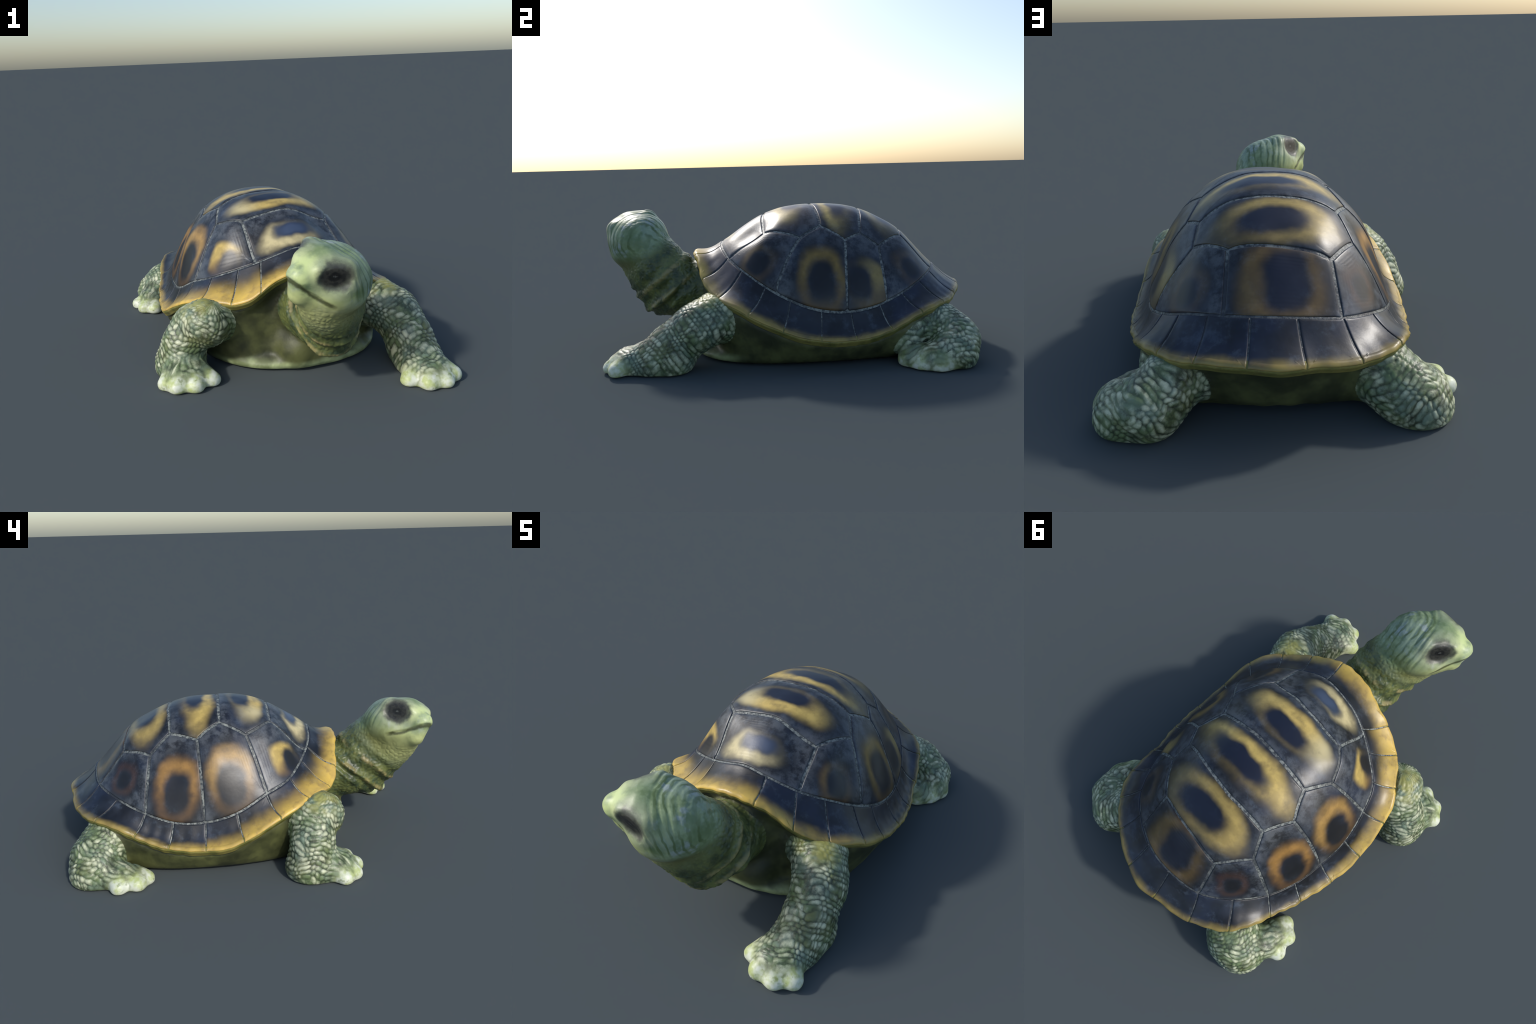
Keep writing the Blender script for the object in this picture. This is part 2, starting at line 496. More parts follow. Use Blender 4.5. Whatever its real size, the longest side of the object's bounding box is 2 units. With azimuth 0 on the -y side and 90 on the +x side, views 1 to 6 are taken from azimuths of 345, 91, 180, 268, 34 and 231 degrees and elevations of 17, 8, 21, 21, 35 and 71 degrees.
class Nodes:
    def __init__(self, name):
        self.mat = bpy.data.materials.new(name)
        self.mat.use_nodes = True
        self.t = self.mat.node_tree
        self.t.nodes.clear()
        self.out = self.t.nodes.new("ShaderNodeOutputMaterial")
        self.bsdf = self.t.nodes.new("ShaderNodeBsdfPrincipled")
        self.link(self.bsdf.outputs[0], self.out.inputs[0])
        self.co = self.t.nodes.new("ShaderNodeTexCoord").outputs["Object"]
    def link(self, a, b):
        self.t.links.new(a, b)
    def put(self, sock, v):
        if isinstance(v, bpy.types.NodeSocket):
            self.link(v, sock)
        else:
            sock.default_value = v
    def math(self, op, a, b=0.0, c=0.0, clamp=False):
        n = self.t.nodes.new("ShaderNodeMath"); n.operation = op; n.use_clamp = clamp
        for i, v in enumerate((a, b, c)):
            self.put(n.inputs[i], v)
        return n.outputs[0]
    def vec(self, op, a, b=(0, 0, 0), scale=None):
        n = self.t.nodes.new("ShaderNodeVectorMath"); n.operation = op
        self.put(n.inputs[0], a); self.put(n.inputs[1], b)
        if scale is not None:
            self.put(n.inputs["Scale"], scale)
        return n.outputs["Value"] if op in ("DOT_PRODUCT", "LENGTH", "DISTANCE") else n.outputs[0]
    def ramp(self, f, a, b, lo=0.0, hi=1.0):
        n = self.t.nodes.new("ShaderNodeMapRange"); n.interpolation_type = "SMOOTHSTEP"
        self.put(n.inputs[0], f)
        for i, v in enumerate((a, b, lo, hi)):
            n.inputs[i + 1].default_value = v
        return n.outputs[0]
    def mix(self, f, a, b):
        n = self.t.nodes.new("ShaderNodeMix"); n.data_type = "RGBA"
        self.put(n.inputs[0], f); self.put(n.inputs[6], a); self.put(n.inputs[7], b)
        return n.outputs[2]
    def noise(self, scale, detail=3.0, rough=.55, co=None, color=False, distort=0.0):
        n = self.t.nodes.new("ShaderNodeTexNoise")
        self.put(n.inputs["Vector"], co or self.co)
        n.inputs["Scale"].default_value = scale; n.inputs["Detail"].default_value = detail
        n.inputs["Roughness"].default_value = rough; n.inputs["Distortion"].default_value = distort
        return n.outputs["Color" if color else "Fac"]
    def voronoi(self, scale, feature="F1", co=None, out="Distance"):
        n = self.t.nodes.new("ShaderNodeTexVoronoi"); n.feature = feature
        self.put(n.inputs["Vector"], co or self.co); n.inputs["Scale"].default_value = scale
        return n.outputs[out]
    def bump(self, h, dist, strength=.6):
        n = self.t.nodes.new("ShaderNodeBump")
        n.inputs["Strength"].default_value = strength; n.inputs["Distance"].default_value = dist
        self.put(n.inputs["Height"], h)
        self.link(n.outputs[0], self.bsdf.inputs["Normal"])
    def wobble(self, scale, amount):
        c = self.noise(scale, 2.0, color=True)
        return self.vec("ADD", self.co, self.vec("SCALE", self.vec("SUBTRACT", c, (.5, .5, .5)), scale=amount))
    def finish(self, colour, rough=.45, spec=.5):
        self.put(self.bsdf.inputs["Base Color"], colour)
        self.put(self.bsdf.inputs["Roughness"], rough)
        self.bsdf.inputs["Specular IOR Level"].default_value = spec
        return self.mat

def skin_material(name, toes=(), leg=None, head=False):
    N = Nodes(name)
    dark, mid, pale, olive = srgb(46, 54, 38), srgb(108, 126, 86), srgb(208, 212, 180), srgb(106, 104, 54)
    big = N.noise(7, 3)
    col = N.mix(N.ramp(N.noise(9, 3, co=N.vec("ADD", N.co, (2, 7, 1))), .40, .64, 0, .7), mid, srgb(116, 134, 122))
    col = N.mix(N.ramp(big, .48, .68, 0, .6), col, olive)
    if leg:
        # the same staggered rows as the relief: pale middles, dark gaps
        a, ax, n1, n2 = limb_frame(leg)
        d = N.vec("SUBTRACT", N.wobble(34, .016), tuple(a))
        def wave(k, amp):
            return N.math("MULTIPLY", N.math("SINE", N.vec("DOT_PRODUCT", N.co, k)), amp)
        qt = N.math("ADD", N.vec("DOT_PRODUCT", d, tuple(ax)), N.math("ADD", wave((37., 21., 13.), .008), wave((-17., 43., 29.), .007)))
        qt = N.math("DIVIDE", qt, ROW)
        ph = N.math("ARCTAN2", N.vec("DOT_PRODUCT", d, tuple(n2)), N.vec("DOT_PRODUCT", d, tuple(n1)))
        ph = N.math("ADD", ph, N.math("ADD", wave((19., -13., 31.), .16), wave((47., 53., -39.), .07)))
        row = N.math("FLOOR", qt)
        fr = N.math("SUBTRACT", qt, row)
        par = N.math("MULTIPLY", N.math("FLOORED_MODULO", row, 2.0), .5)
        qc = N.math("ADD", N.math("MULTIPLY", ph, ROUND / TAU), par)
        cell = N.math("FLOOR", qc)
        fc = N.math("SUBTRACT", qc, cell)
        x2 = N.math("POWER", N.math("ABSOLUTE", N.math("SUBTRACT", N.math("MULTIPLY", fc, 2.0), 1.0)), 2.0)
        y2 = N.math("POWER", N.math("ABSOLUTE", N.math("SUBTRACT", N.math("MULTIPLY", fr, 2.0), .9)), 2.0)
        r = N.math("SQRT", N.math("ADD", x2, y2))
        wn = N.t.nodes.new("ShaderNodeTexWhiteNoise"); wn.noise_dimensions = "2D"
        cv = N.t.nodes.new("ShaderNodeCombineXYZ"); N.link(row, cv.inputs[0]); N.link(cell, cv.inputs[1])
        N.link(cv.outputs[0], wn.inputs["Vector"])
        tone = N.math("ADD", N.math("MULTIPLY", wn.outputs["Value"], .30), N.math("MULTIPLY", N.noise(16, 4, .65), 1.15))
        tone = N.math("SUBTRACT", tone, N.math("MULTIPLY", r, .20))
        col = N.mix(N.ramp(tone, .47, 1.0), col, pale)
        col = N.mix(N.math("MULTIPLY", N.ramp(r, .50, 1.35), N.ramp(N.noise(11, 3), .34, .60, .25, .88)), col, dark)
    col = N.mix(N.ramp(N.noise(20, 5, .65), .50, .68, 0, .72), col, dark)
    for sh in ((.50, -.37, .345), (-.45, -.35, .345)):
        col = N.mix(N.math("MULTIPLY", N.ramp(N.vec("DISTANCE", N.co, sh), .13, .04, 0, .75), N.ramp(N.noise(14, 3), .35, .6)), col, srgb(160, 158, 84))
    # head and neck, by their own axes
    d = N.vec("SUBTRACT", N.co, tuple(HEAD))
    f, l, u = (N.vec("DOT_PRODUCT", d, tuple(a)) for a in HAX)
    headness = N.ramp(N.vec("DISTANCE", N.co, tuple(head_pt(.0, .02, .0))), .30, .21)
    neck = N.math("MULTIPLY", N.ramp(N.vec("DISTANCE", N.co, (.09, -.62, .36)), .38, .27), N.math("SUBTRACT", 1.0, headness))
    nk = N.mix(N.ramp(N.noise(13, 4), .35, .65), srgb(54, 66, 40), srgb(104, 112, 64))  # neck greens darkened, partly for occlusion shade
    nk = N.mix(N.ramp(N.noise(40, 3), .5, .7, 0, .7), nk, srgb(64, 84, 66))
    fc = N.math("ADD", N.vec("DOT_PRODUCT", N.co, (0, -.636, .772)), N.math("MULTIPLY", N.noise(9, 2), .02))
    for at in (.657, .748):
        band = N.ramp(N.math("ABSOLUTE", N.math("SUBTRACT", fc, at)), .020, .004, 0, .5)
        nk = N.mix(N.math("MULTIPLY", band, N.ramp(N.noise(22, 2), .4, .6)), nk, srgb(176, 160, 108))
    col = N.mix(neck, col, nk)
    if head:
        hd = N.mix(N.ramp(N.noise(9, 4), .35, .65), srgb(108, 128, 88), srgb(150, 168, 126))
        hd = N.mix(N.ramp(N.noise(6, 3, co=N.vec("ADD", N.co, (3, 1, 2))), .48, .66, 0, .5), hd, srgb(146, 164, 150))
        # wrinkles run across the back of the head
        rg = N.math("SUBTRACT", N.math("ADD", f, N.math("MULTIPLY", N.math("POWER", N.math("ABSOLUTE", l), 1.3), .35)), N.math("MULTIPLY", u, .25))
        rg = N.math("ADD", rg, N.math("MULTIPLY", N.noise(12, 2), .045))
        wv = N.math("SINE", N.math("MULTIPLY", rg, TAU / .034))
        back = N.math("MULTIPLY", N.ramp(f, .05, -.02), N.ramp(u, -.12, -.03))
        hd = N.mix(N.ramp(N.noise(12, 3, co=N.vec("ADD", N.co, (8, 1, 4))), .56, .68, 0, .7), hd, srgb(160, 172, 172))
        hd = N.mix(N.ramp(N.noise(15, 4), .50, .66, 0, .65), hd, srgb(92, 116, 70))
        hd = N.mix(N.math("MULTIPLY", back, N.math("MULTIPLY", N.ramp(wv, -.25, -.95, 0, .8), N.ramp(N.noise(10, 2), .3, .6, .15, 1.0))), hd, srgb(84, 104, 58))
        # bright snout and brow
        face = N.ramp(f, .04, .17)
        hd = N.mix(N.math("MULTIPLY", face, N.ramp(N.noise(13, 4), .36, .62, .20, .95)), hd, srgb(204, 218, 150))
        # olive throat and cheeks
        hd = N.mix(N.math("MULTIPLY", N.ramp(u, -.07, -.15), N.ramp(f, .2, .02, .35, 1.0)), hd, srgb(104, 108, 60))
        hd = N.mix(N.math("MULTIPLY", N.ramp(u, -.02, -.09, 0, .6), N.ramp(f, -.1, .08)), hd, srgb(176, 180, 122))
        # dark mouth line
        line = N.math("ADD", .004 - .226 * .70, N.math("MULTIPLY", f, .70))
        line = N.math("ADD", line, N.math("MULTIPLY", N.math("MAXIMUM", N.math("SUBTRACT", .126, f), 0.0), .10))
        gap = N.math("ABSOLUTE", N.math("ADD", N.math("SUBTRACT", u, line), N.math("MULTIPLY", N.math("SUBTRACT", N.noise(24, 3), .5), .022)))
        lips = N.math("MULTIPLY", N.ramp(gap, .016, .002, 0, .85), N.ramp(f, .055, .085))
        hd = N.mix(lips, hd, srgb(50, 54, 28))
        # grey skin round the eyes
        for sgn in (1, -1):
            c0, ax = eye_frame(sgn)
            e = N.vec("SUBTRACT", N.wobble(12, .02), tuple(c0))
            q = N.t.nodes.new("ShaderNodeCombineXYZ")
            for i, size in enumerate((.088, .080, .074)):
                N.link(N.math("DIVIDE", N.vec("DOT_PRODUCT", e, tuple(ax[i])), size), q.inputs[i])
            r = N.vec("LENGTH", q.outputs[0])
            r = N.math("ADD", r, N.math("MULTIPLY", N.math("SUBTRACT", N.noise(34, 3), .5), .45))
            hd = N.mix(N.ramp(r, 1.5, 1.10, 0, .35), hd, srgb(184, 188, 156))
            hd = N.mix(N.ramp(r, 1.08, .72, 0, .9), hd, srgb(74, 75, 69))
            hd = N.mix(N.ramp(r, .80, .50, 0, .9), hd, N.mix(N.ramp(N.noise(48, 3), .38, .62), srgb(26, 26, 26), srgb(52, 51, 47)))
            hd = N.mix(N.ramp(r, .36, .22, 0, .8), hd, srgb(14, 14, 15))
            hd = N.mix(N.ramp(r, .10, .03, 0, .7), hd, srgb(92, 95, 92))
        col = N.mix(headness, col, hd)
    if toes:
        m = None
        for t in toes:
            a = N.ramp(N.vec("DISTANCE", N.wobble(18, .04), tuple(t)), .082, .036)
            m = a if m is None else N.math("MAXIMUM", m, a)
        toe = N.mix(N.ramp(N.noise(18, 3), .38, .64), srgb(222, 227, 208), srgb(180, 192, 128))
        toe = N.mix(N.ramp(N.noise(30, 2, co=N.vec("ADD", N.co, (5, 2, 1))), .60, .72, 0, .6), toe, srgb(112, 126, 62))
        toe = N.mix(N.ramp(m, .85, .45, 0, .7), toe, srgb(136, 146, 84))
        col = N.mix(m, col, toe)
    scaly = N.math("SUBTRACT", 1.0, headness)
    N.bump(N.math("MULTIPLY", N.noise(50, 3), N.math("ADD", N.math("MULTIPLY", scaly, .4), .4)), .004, .4)
    return N.finish(col, .42, .5)

def plate_skin():
    N = Nodes("belly_skin")
    c = N.mix(N.ramp(N.noise(6, 4), .35, .68), srgb(52, 56, 34), srgb(94, 98, 58))  # belly olive deepened in part to carry the shadow under the rim
    c = N.mix(N.ramp(N.noise(16, 4, distort=.4), .50, .72, 0, .7), c, srgb(62, 66, 40))
    # the pale lip of the belly plate, toward the front and close to the ground
    z = N.t.nodes.new("ShaderNodeSeparateXYZ"); N.link(N.wobble(8, .05), z.inputs[0])
    lip = N.math("MULTIPLY", N.ramp(z.outputs[2], .070, .035), N.ramp(z.outputs[1], -.18, -.36))
    c = N.mix(lip, c, N.mix(N.ramp(N.noise(11, 3), .35, .65), srgb(124, 134, 92), srgb(172, 184, 134)))
    N.bump(N.noise(40, 4), .004, .4)
    return N.finish(c, .5)

def horn(N, d=None):
    """the dark horn of the shell plates"""
    c = N.mix(N.ramp(N.noise(6, 4), .36, .66), srgb(19, 22, 27), srgb(38, 43, 52))
    c = N.mix(N.ramp(N.noise(4, 3, co=N.vec("ADD", N.co, (4, 4, 4))), .50, .68, 0, .55), c, srgb(32, 43, 66))
    c = N.mix(N.ramp(N.noise(13, 6, .7), .50, .72, 0, .45), c, srgb(80, 92, 106))
    return c

YELLOW, ORANGE, CREAM, RIMY = srgb(180, 156, 88), srgb(132, 106, 58), srgb(206, 192, 144), srgb(232, 196, 94)

def scute_material(name, centre, U, W, inner, outer, ring, ring_colour, lean=(0, 0), lean_min=.2, core=srgb(26, 27, 30), painted_glint=False, sink=0.0):
    """dark plate with a blot inside a ring: centre and two tangent axes in metres"""
    N = Nodes(name)
    c = horn(N)
    co = N.wobble(9, .05)
    d = N.vec("SUBTRACT", co, tuple(centre))
    x, y = N.vec("DOT_PRODUCT", d, tuple(U)), N.vec("DOT_PRODUCT", d, tuple(W))
    def oval(ax, ay, ox=0.0, oy=0.0, p=2.5):
        qx = N.math("POWER", N.math("ABSOLUTE", N.math("DIVIDE", N.math("SUBTRACT", x, ox), ax)), p)
        qy = N.math("POWER", N.math("ABSOLUTE", N.math("DIVIDE", N.math("SUBTRACT", y, oy), ay)), p)
        return N.math("POWER", N.math("ADD", qx, qy), 1 / p)
    ro = oval(outer[0], outer[1])
    ri = oval(inner[0], inner[1], inner[2], inner[3])
    streak = N.math("MULTIPLY", N.ramp(ro, 1.0, 1.7), N.ramp(N.noise(20, 6, .7), .36, .62))
    c = N.mix(N.math("MULTIPLY", streak, .5), c, srgb(104, 110, 116))
    m = N.math("MULTIPLY", N.ramp(ro, 1.28, .78), N.ramp(ri, .70, 1.30))
    s = N.math("ADD", N.math("MULTIPLY", N.math("DIVIDE", x, outer[0]), lean[0]), N.math("MULTIPLY", N.math("DIVIDE", y, outer[1]), lean[1]))
    m = N.math("MULTIPLY", m, N.ramp(s, -.75, .45, lean_min, 1.0))
    m = N.math("MULTIPLY", m, N.ramp(N.noise(13, 4), .22, .5, .55, ring))
    yc = N.mix(N.ramp(N.noise(24, 4), .4, .66), ring_colour, tuple(min(1, v * 1.25) for v in ring_colour[:3]) + (1,))
    c = N.mix(N.ramp(ri, 1.3, .35, 0, .9), c, core)
    yc = N.mix(N.ramp(N.math("DIVIDE", y, outer[1]), -.35, .75, 0, sink), yc, srgb(92, 66, 40))
    if painted_glint:
        yc = N.mix(N.ramp(x, -.06, -.20), yc, CREAM)  # faint highlight painted into the ring's right end as cream
    c = N.mix(m, c, yc)
    N.bump(N.noise(34, 3), .003, .14)
    return N.finish(c, .37, .48)

def seam_material():
    N = Nodes("seam_horn")
    c = N.mix(N.ramp(N.noise(75, 2), .35, .65), srgb(92, 96, 98), srgb(176, 178, 170))
    # toward the edge the horn turns yellow and, below it, olive
    N.bump(N.noise(90, 2), .004, .6)
    return N.finish(c, .5)

# ------------------------------------------------------------------ objects
scene = bpy.context.scene
def add_mesh(name, verts, faces, mat, parent, normals=None, smooth=True):
    me = bpy.data.meshes.new(name)
    faces = np.asarray(faces) if not isinstance(faces, list) else faces
    me.from_pydata([tuple(v) for v in np.asarray(verts).tolist()], [], faces.tolist() if isinstance(faces, np.ndarray) else faces)
    me.polygons.foreach_set("use_smooth", [smooth] * len(me.polygons))
    me.materials.append(mat)
    if normals is not None:
        me.normals_split_custom_set_from_vertices(np.asarray(normals).tolist())
    me.update()
    ob = bpy.data.objects.new(name, me)
    scene.collection.objects.link(ob)
    ob.parent = parent
    return ob

tortoise = bpy.data.objects.new("tortoise", None)
scene.collection.objects.link(tortoise)
tortoise["label"] = "green tortoise with a dark, yellow-ringed domed shell, head turned aside"
tortoise["category"] = "tortoise figurine"

made = {}
def body_part(kind, index, mat, parent):
    f = Q[FACE_PART == index]
    used, inv = np.unique(f.ravel(), return_inverse=True)
    if not len(used):
        return None
    ob = add_mesh(kind, V[used], inv.reshape(-1, 4), mat, parent, NRM[used])
    return ob

head_skin = skin_material("head_skin", head=True)
neck_skin = head_skin
made["torso"] = body_part("torso", PARTS.index("torso"), plate_skin(), tortoise)
made["neck"] = body_part("neck", PARTS.index("neck"), neck_skin, tortoise)
made["head"] = body_part("head", PARTS.index("head"), head_skin, tortoise)
for leg in LEGS:
    mat = skin_material("limb_skin", TOES[leg], leg)
    limb = body_part("forelimb" if "fore" in leg else "hindlimb", PARTS.index(leg), mat, tortoise)
    made[leg] = limb
    body_part("foot", PARTS.index(leg + "_foot"), mat, limb)

# eyes: regions of the head's own surface, sunken with a low bulge
for k in range(2):
    body_part("eye", len(PARTS) + k, head_skin, made["head"])

# ------------------------------------------------------------------ carapace
def rad(t):
    return math.radians(t)
def pt(t, s):
    s = math.sin(min(s, 1) * math.pi / 2)
    return np.array([s * math.cos(rad(t)), s * math.sin(rad(t))])

# corners of the plates, as angle round the shell and distance from the top (1 = suture)
K = dict(
    r12=(237.5, .490), r1m=(250.7, 1), r2a=(212.3, .475), r23=(193, .360), r3a=(172, .460), r34=(147.5, .425), r4a=(140.5, .560), r45=(120.3, .588), r5m=(115.7, 1),
    ra=(213.5, 1), rb=(178.5, 1), rc=(147, 1),
    l12=(308, .485), l1m=(299, 1), l2a=(338.7, .458), l23=(356.5, .327), l3a=(19.2, .437), l34=(38, .400), l4a=(47, .500), l45=(73.7, .525), l5m=(76, 1),
    la=(331.5, 1), lb=(10, 1), lc=(34, 1))
VERTEBRAL = [["r1m", "l1m", "l12", "r12"], ["r12", "l12", "l2a", "l23", "r23", "r2a"], ["r23", "l23", "l3a", "l34", "r34", "r3a"],
             ["r34", "l34", "l4a", "l45", "r45", "r4a"], ["r45", "l45", "l5m", "r5m"]]
COSTAL_R = [["r12", "r2a", "ra", "r1m"], ["r2a", "r23", "r3a", "rb", "ra"], ["r3a", "r34", "r4a", "rc", "rb"], ["r4a", "r45", "r5m", "rc"]]
COSTAL_L = [["l1m", "la", "l2a", "l12"], ["la", "lb", "l3a", "l23", "l2a"], ["lb", "lc", "l4a", "l34", "l3a"], ["lc", "l5m", "l45", "l4a"]]

def outline(keys, per=26):
    loop = []
    n = len(keys)
    for i in range(n):
        (t0, s0), (t1, s1) = K[keys[i]], K[keys[(i + 1) % n]]
        for j in range(per):
            a = j / per
            if s0 == 1 and s1 == 1:
                dt = (t1 - t0 + 180) % 360 - 180
                loop.append(pt(t0 + dt * a, 1))
            else:
                p = pt(t0, s0) * (1 - a) + pt(t1, s1) * a
                wig = .006 * math.sin(math.pi * a) * math.sin(7 * a + t0)
                e = pt(t1, s1) - pt(t0, s0)
                key = 1 if (t0, s0) < (t1, s1) else -1
                loop.append(p)
    L_ = np.array(loop)
    area = np.sum(L_[:, 0] * np.roll(L_[:, 1], -1) - L_[:, 1] * np.roll(L_[:, 0], -1))
    return L_ if area > 0 else L_[::-1]

def plate(name, loop, mat, parent, gap=.0070, height=.0032, round_=.012, rings=26, ridges=True):
    """a raised plate with rounded edges, filled by rings drawn in from its outline"""
    c = loop.mean(0)
    P = shell_at(loop)
    # distance moved per unit toward the centre, so that the gap is the same all round
    step = np.linalg.norm(shell_at(loop + (c - loop) * .02) - P, axis=1) / .02
    tang = np.roll(P, -1, 0) - np.roll(P, 1, 0)
    tang /= np.linalg.norm(tang, axis=1, keepdims=True)
    inw = shell_at(loop + (c - loop) * .02) - P
    inw /= np.linalg.norm(inw, axis=1, keepdims=True)
    sine = np.clip(np.sqrt(1 - (tang * inw).sum(1) ** 2), .35, 1)
    t0 = gap / sine / step
    n = len(loop)
    vs = []
    dist = np.concatenate([[0, .0, .002, .004, .007, .010, .014, .019, .026], np.linspace(.034, 1, rings)])
    for k, dd in enumerate(dist):
        if k < 9:
            t = t0 + dd / sine / step
        else:
            f = (k - 8) / (len(dist) - 9)
            t = t0 + .026 / sine / step
            t = t + (1 - t) * f ** 1.0
        t = np.minimum(t, .999)
        loc = loop + (c - loop) * t[:, None]
        real = (t - t0) * step * sine
        h = height * np.sqrt(np.clip(1 - (1 - np.clip(real / round_, 0, 1)) ** 2, 0, 1))
        if ridges:
            h = h + .0003 * np.sin(real * TAU / .013) * np.exp(-real / .045) * (real > .006)
        if k == 0:
            h = h * 0 - .007
        q = shell_at(loc)
        nn = shell_normal(loc)
        h = h + .0010 * vnoise(q, .06, 6.)
        vs.append(q + nn * h[:, None])
    vs = np.concatenate(vs)
    fs = []
    m = len(dist)
    for k in range(m - 1):
        for j in range(n):
            a, b = k * n + j, k * n + (j + 1) % n
            fs.append((a, b, b + n, a + n))
    fs.append(tuple((m - 1) * n + j for j in range(n)))
    return add_mesh(name, vs, fs, mat, parent)

# base of the carapace: dome, flare, lip and underside in one skin a little below the plates
def shell_base():
    nt = 480
    th = np.linspace(0, TAU, nt, endpoint=False)
    rows = []
    for s_ in np.linspace(.01, 1, 60):
        rows.append(shell_at(np.stack([np.cos(th), np.sin(th)], 1) * s_) - shell_normal(np.stack([np.cos(th), np.sin(th)], 1) * s_) * .0015)
    for v in np.concatenate([np.linspace(.05, 1, 22), np.linspace(1.05, 1.6, 14)]):
        dd = np.stack([np.cos(th), np.sin(th)], 1) * (1 + v)
        rows.append(flare(th, np.full(nt, v)) - shell_normal(dd) * .0015 * (1 if v < 1.5 else .3))
    R = closed_curve(th, RIM)
    dirn = unit2(R[:, :2] - CENTRE)
    under = rows[-1]
    for inw, dz in ((.03, .002), (.07, .008), (.13, .02), (.22, .03)):
        p = under.copy()
        p[:, :2] -= dirn * inw
        p[:, 2] += dz
        rows.append(p)
    vs = np.concatenate(rows)
    fs = []
    m = len(rows)
    for k in range(m - 1):
        for j in range(nt):
            a, b = k * nt + j, k * nt + (j + 1) % nt
            fs.append((a, a + nt, b + nt, b))
    fs.append(tuple(range(nt)))
    return vs, fs

def unit2(v):
    return v / np.linalg.norm(v, axis=1, keepdims=True)

def base_material():
    N = Nodes("seam_horn")
    c = N.mix(N.ramp(N.noise(75, 2), .35, .65), srgb(60, 66, 70), srgb(136, 141, 136))
    z = N.t.nodes.new("ShaderNodeSeparateXYZ"); N.link(N.wobble(6, .12), z.inputs[0])
    worn = N.math("ADD", N.ramp(N.noise(6, 3), .48, .66, 0, .75), N.ramp(z.outputs[1], .45, .80, 0, .6), clamp=True)
    c = N.mix(worn, c, srgb(46, 50, 56))
    N.bump(N.noise(90, 2), .004, .6)
    return N.finish(c, .45)

def lip_material():
    N = Nodes("rim_horn")
    c = N.mix(N.ramp(N.noise(9, 4), .35, .65), srgb(146, 136, 72), srgb(104, 106, 52))
    c = N.mix(N.ramp(N.noise(26, 4), .55, .72, 0, .6), c, srgb(92, 84, 46))
    N.bump(N.noise(60, 3), .004, .4)
    return N.finish(c, .42)

vs, fs = shell_base()
carapace = add_mesh("carapace", vs, fs, base_material(), tortoise)
carapace.data.materials.append(lip_material())
nt = 480
mi = np.zeros(len(carapace.data.polygons), np.int32)
mi[(60 + 20) * nt:-1] = 1
carapace.data.polygons.foreach_set("material_index", mi)

def frame(d):
    """centre, tangent round the shell, tangent away from the top"""
    d = np.asarray(d, float)
    c = shell_at(d[None])[0]
    n = shell_normal(d[None])[0]
    r = d / np.linalg.norm(d)
    w = unit(shell_at((d + r * .01)[None])[0] - shell_at((d - r * .01)[None])[0])
    u = np.cross(w, n)
    return c, unit(u), w, n

# blots: (disc place, half width across, half length, inner oval (ax, ay, ox, oy), ring strength, colour, lean)
X, Y = np.array([1., 0, 0]), np.array([0, 1., 0])
across = unit((1, .07, 0)); along = unit((-.07, 1, 0))
def vert_mat(i, centre, outer, inner, ring, colour, lean, lm=.2):
    return scute_material("vertebral_horn", centre, across, along, inner, outer, ring, colour, lean, lm, srgb(66, 80, 104) if i == 0 else srgb(25, 31, 48), i == 1)  # cores tinted blue with the sky's reflection
VM = [vert_mat(0, (.055, -.255, .63), (.150, .062), (.095, .040, .015, .015), .75, CREAM, (-.6, -.5), .15),
      vert_mat(1, (.045, .010, .76), (.225, .082), (.135, .050, .0, .025), 1.0, YELLOW, (0, -.8), .25),
      vert_mat(2, (.035, .275, .76), (.275, .085), (.175, .050, .03, .005), 1.0, YELLOW, (-.25, -.75), .15),
      vert_mat(3, (.005, .530, .69), (.225, .095), (.150, .060, .0, .010), .8, YELLOW, (-.55, -.3), .25),
      vert_mat(4, (-.02, .745, .52), (.150, .100), (.085, .085, -.02, -.005), .65, ORANGE, (.2, .2), .45)]
def cost_mat(d, outer, inner, ring, colour, lean, lm=.3):
    c, u, w, n = frame(d)
    return scute_material("costal_horn", c, u, w, inner, outer, ring, colour, lean, lm, sink=.75)
CR = [cost_mat(pt(232, .72), (.085, .085), (.050, .070, -.025, .02), .95, YELLOW, (.8, -.6), .1),
      cost_mat(pt(195, .69), (.112, .158), (.078, .118, .0, .022), .95, srgb(158, 126, 70), (0, -.5), .5),
      cost_mat(pt(162, .70), (.104, .152), (.072, .108, .0, .018), .95, srgb(150, 114, 60), (0, -.3), .55),
      cost_mat(pt(130, .73), (.075, .085), (.045, .06, 0, 0), .4, srgb(86, 56, 34), (0, 0), .6)]
CL = [cost_mat(pt(318, .74), (.085, .100), (.055, .070, .0, .0), .6, ORANGE, (.6, .4), .25),
      cost_mat(pt(356, .71), (.108, .168), (.078, .118, .0, .0), .8, srgb(150, 122, 56), (0, -.1), .6),
      cost_mat(pt(24, .74), (.110, .130), (.065, .085, .03, -.01), .55, YELLOW, (-.8, .5), .1),
      cost_mat(pt(57, .74), (.09, .10), (.055, .06, 0, 0), .25, ORANGE, (0, 0), .5)]
for keys, mat in zip(VERTEBRAL, VM):
    plate("vertebral_scute", outline(keys), mat, carapace)
for keys, mat in list(zip(COSTAL_R, CR)) + list(zip(COSTAL_L, CL)):
    plate("costal_scute", outline(keys), mat, carapace)

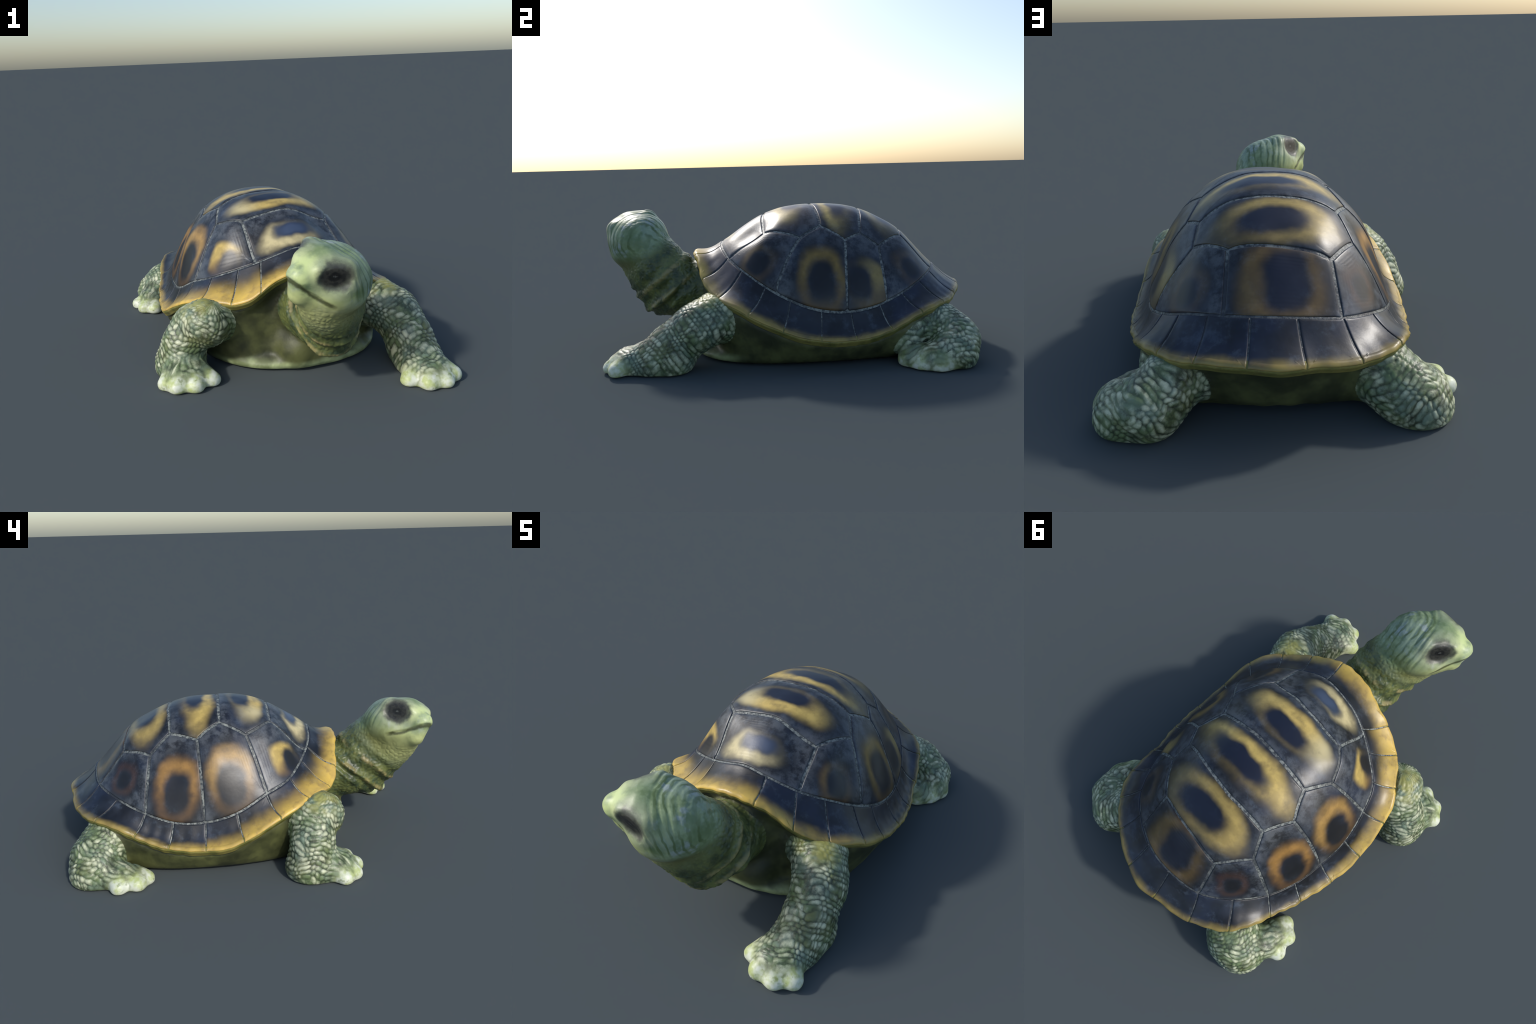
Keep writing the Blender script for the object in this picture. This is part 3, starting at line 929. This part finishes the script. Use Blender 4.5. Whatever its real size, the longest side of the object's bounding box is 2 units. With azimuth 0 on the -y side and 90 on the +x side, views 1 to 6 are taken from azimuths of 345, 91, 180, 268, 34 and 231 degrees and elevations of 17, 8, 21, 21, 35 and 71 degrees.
# edge plates
EDGE = [253, 241.5, 227.5, 213, 196.5, 179, 161.7, 147, 131, 116, 100.5, 85.5, 70.5, 57, 44, 29.5, 12, -4.5, -21, -34.5, -49, -62, -76, -107]
def edge_material():
    N = Nodes("marginal_horn")
    # how far out toward the rim: measured from the suture oval by plan distance and kept in a ramp per side
    return N
def edge_mat(t0, t1):
    """dark horn turning yellow toward the outer edge, widest at the right shoulder"""
    N = Nodes("marginal_horn")
    tm = (t0 + t1) / 2
    a = rad(tm)
    S = closed_curve(np.array([a]), SUTURE)[0]
    R = closed_curve(np.array([a]), RIM)[0]
    ta = rad(t1)-rad(t0)
    out = unit(R - S)
    length = np.linalg.norm(R - S)
    # the rim's run across this plate, so that the band follows the edge
    R0, R1 = closed_curve(np.array([rad(t0), rad(t1)]), RIM)
    run = unit(R1 - R0)
    nrm = unit(np.cross(np.cross(run, out), run))
    if nrm @ out < 0:
        nrm = -nrm
    rightness = math.cos(rad(tm - 235))
    share = .18 + .32 * max(0, rightness) ** 2 - .02 * max(0, math.cos(rad(tm - 75)))
    depth = N.vec("DOT_PRODUCT", N.vec("SUBTRACT", N.wobble(14, .03), tuple(R)), tuple(nrm))
    wid = length * share
    c = horn(N)
    y = N.mix(N.ramp(N.noise(12, 4), .35, .66), RIMY, srgb(204, 172, 92))
    y = N.mix(.85 * (1 - max(0, rightness)), y, srgb(148, 132, 72))  # yellow dulled by side: shade coloured in away from the sunlit right front
    y = N.mix(N.ramp(N.noise(30, 3), .55, .75, 0, .4), y, srgb(150, 120, 80))
    m = N.math("MULTIPLY", N.ramp(depth, -wid * 1.8, wid * .05), N.ramp(N.noise(9, 4, co=N.vec("ADD", N.co, (1, 5, 2))), .30, .52, .62, 1.0))
    c = N.mix(m, c, y)
    strength = .75 + .25 * max(0, rightness)
    N.bump(N.noise(40, 3), .003, .16)
    return N.finish(c, .37, .48)
n_edge = len(EDGE)
for i in range(n_edge - 0):
    t0 = EDGE[i]
    t1 = EDGE[(i + 1) % n_edge]
    if i == n_edge - 1:
        continue
    if i == n_edge - 2:
        pass
    a1, a0 = rad(t0), rad(t1)
    per = 22
    loop = [np.array([math.cos(a), math.sin(a)]) * 1.0 for a in np.linspace(a0, a1, per, endpoint=False)]
    loop += [np.array([math.cos(a1), math.sin(a1)]) * (1 + v) for v in np.linspace(0, 1.28, per, endpoint=False)]
    loop += [np.array([math.cos(a), math.sin(a)]) * 2.28 for a in np.linspace(a1, a0, per, endpoint=False)]
    loop += [np.array([math.cos(a0), math.sin(a0)]) * (1 + v) for v in np.linspace(1.28, 0, per, endpoint=False)]
    loop = np.array(loop)
    area = np.sum(loop[:, 0] * np.roll(loop[:, 1], -1) - loop[:, 1] * np.roll(loop[:, 0], -1))
    if area < 0:
        loop = loop[::-1]
    plate("marginal_scute", loop, edge_mat(t1, t0), carapace, gap=.0032, height=.0024, round_=.008, rings=16, ridges=False)
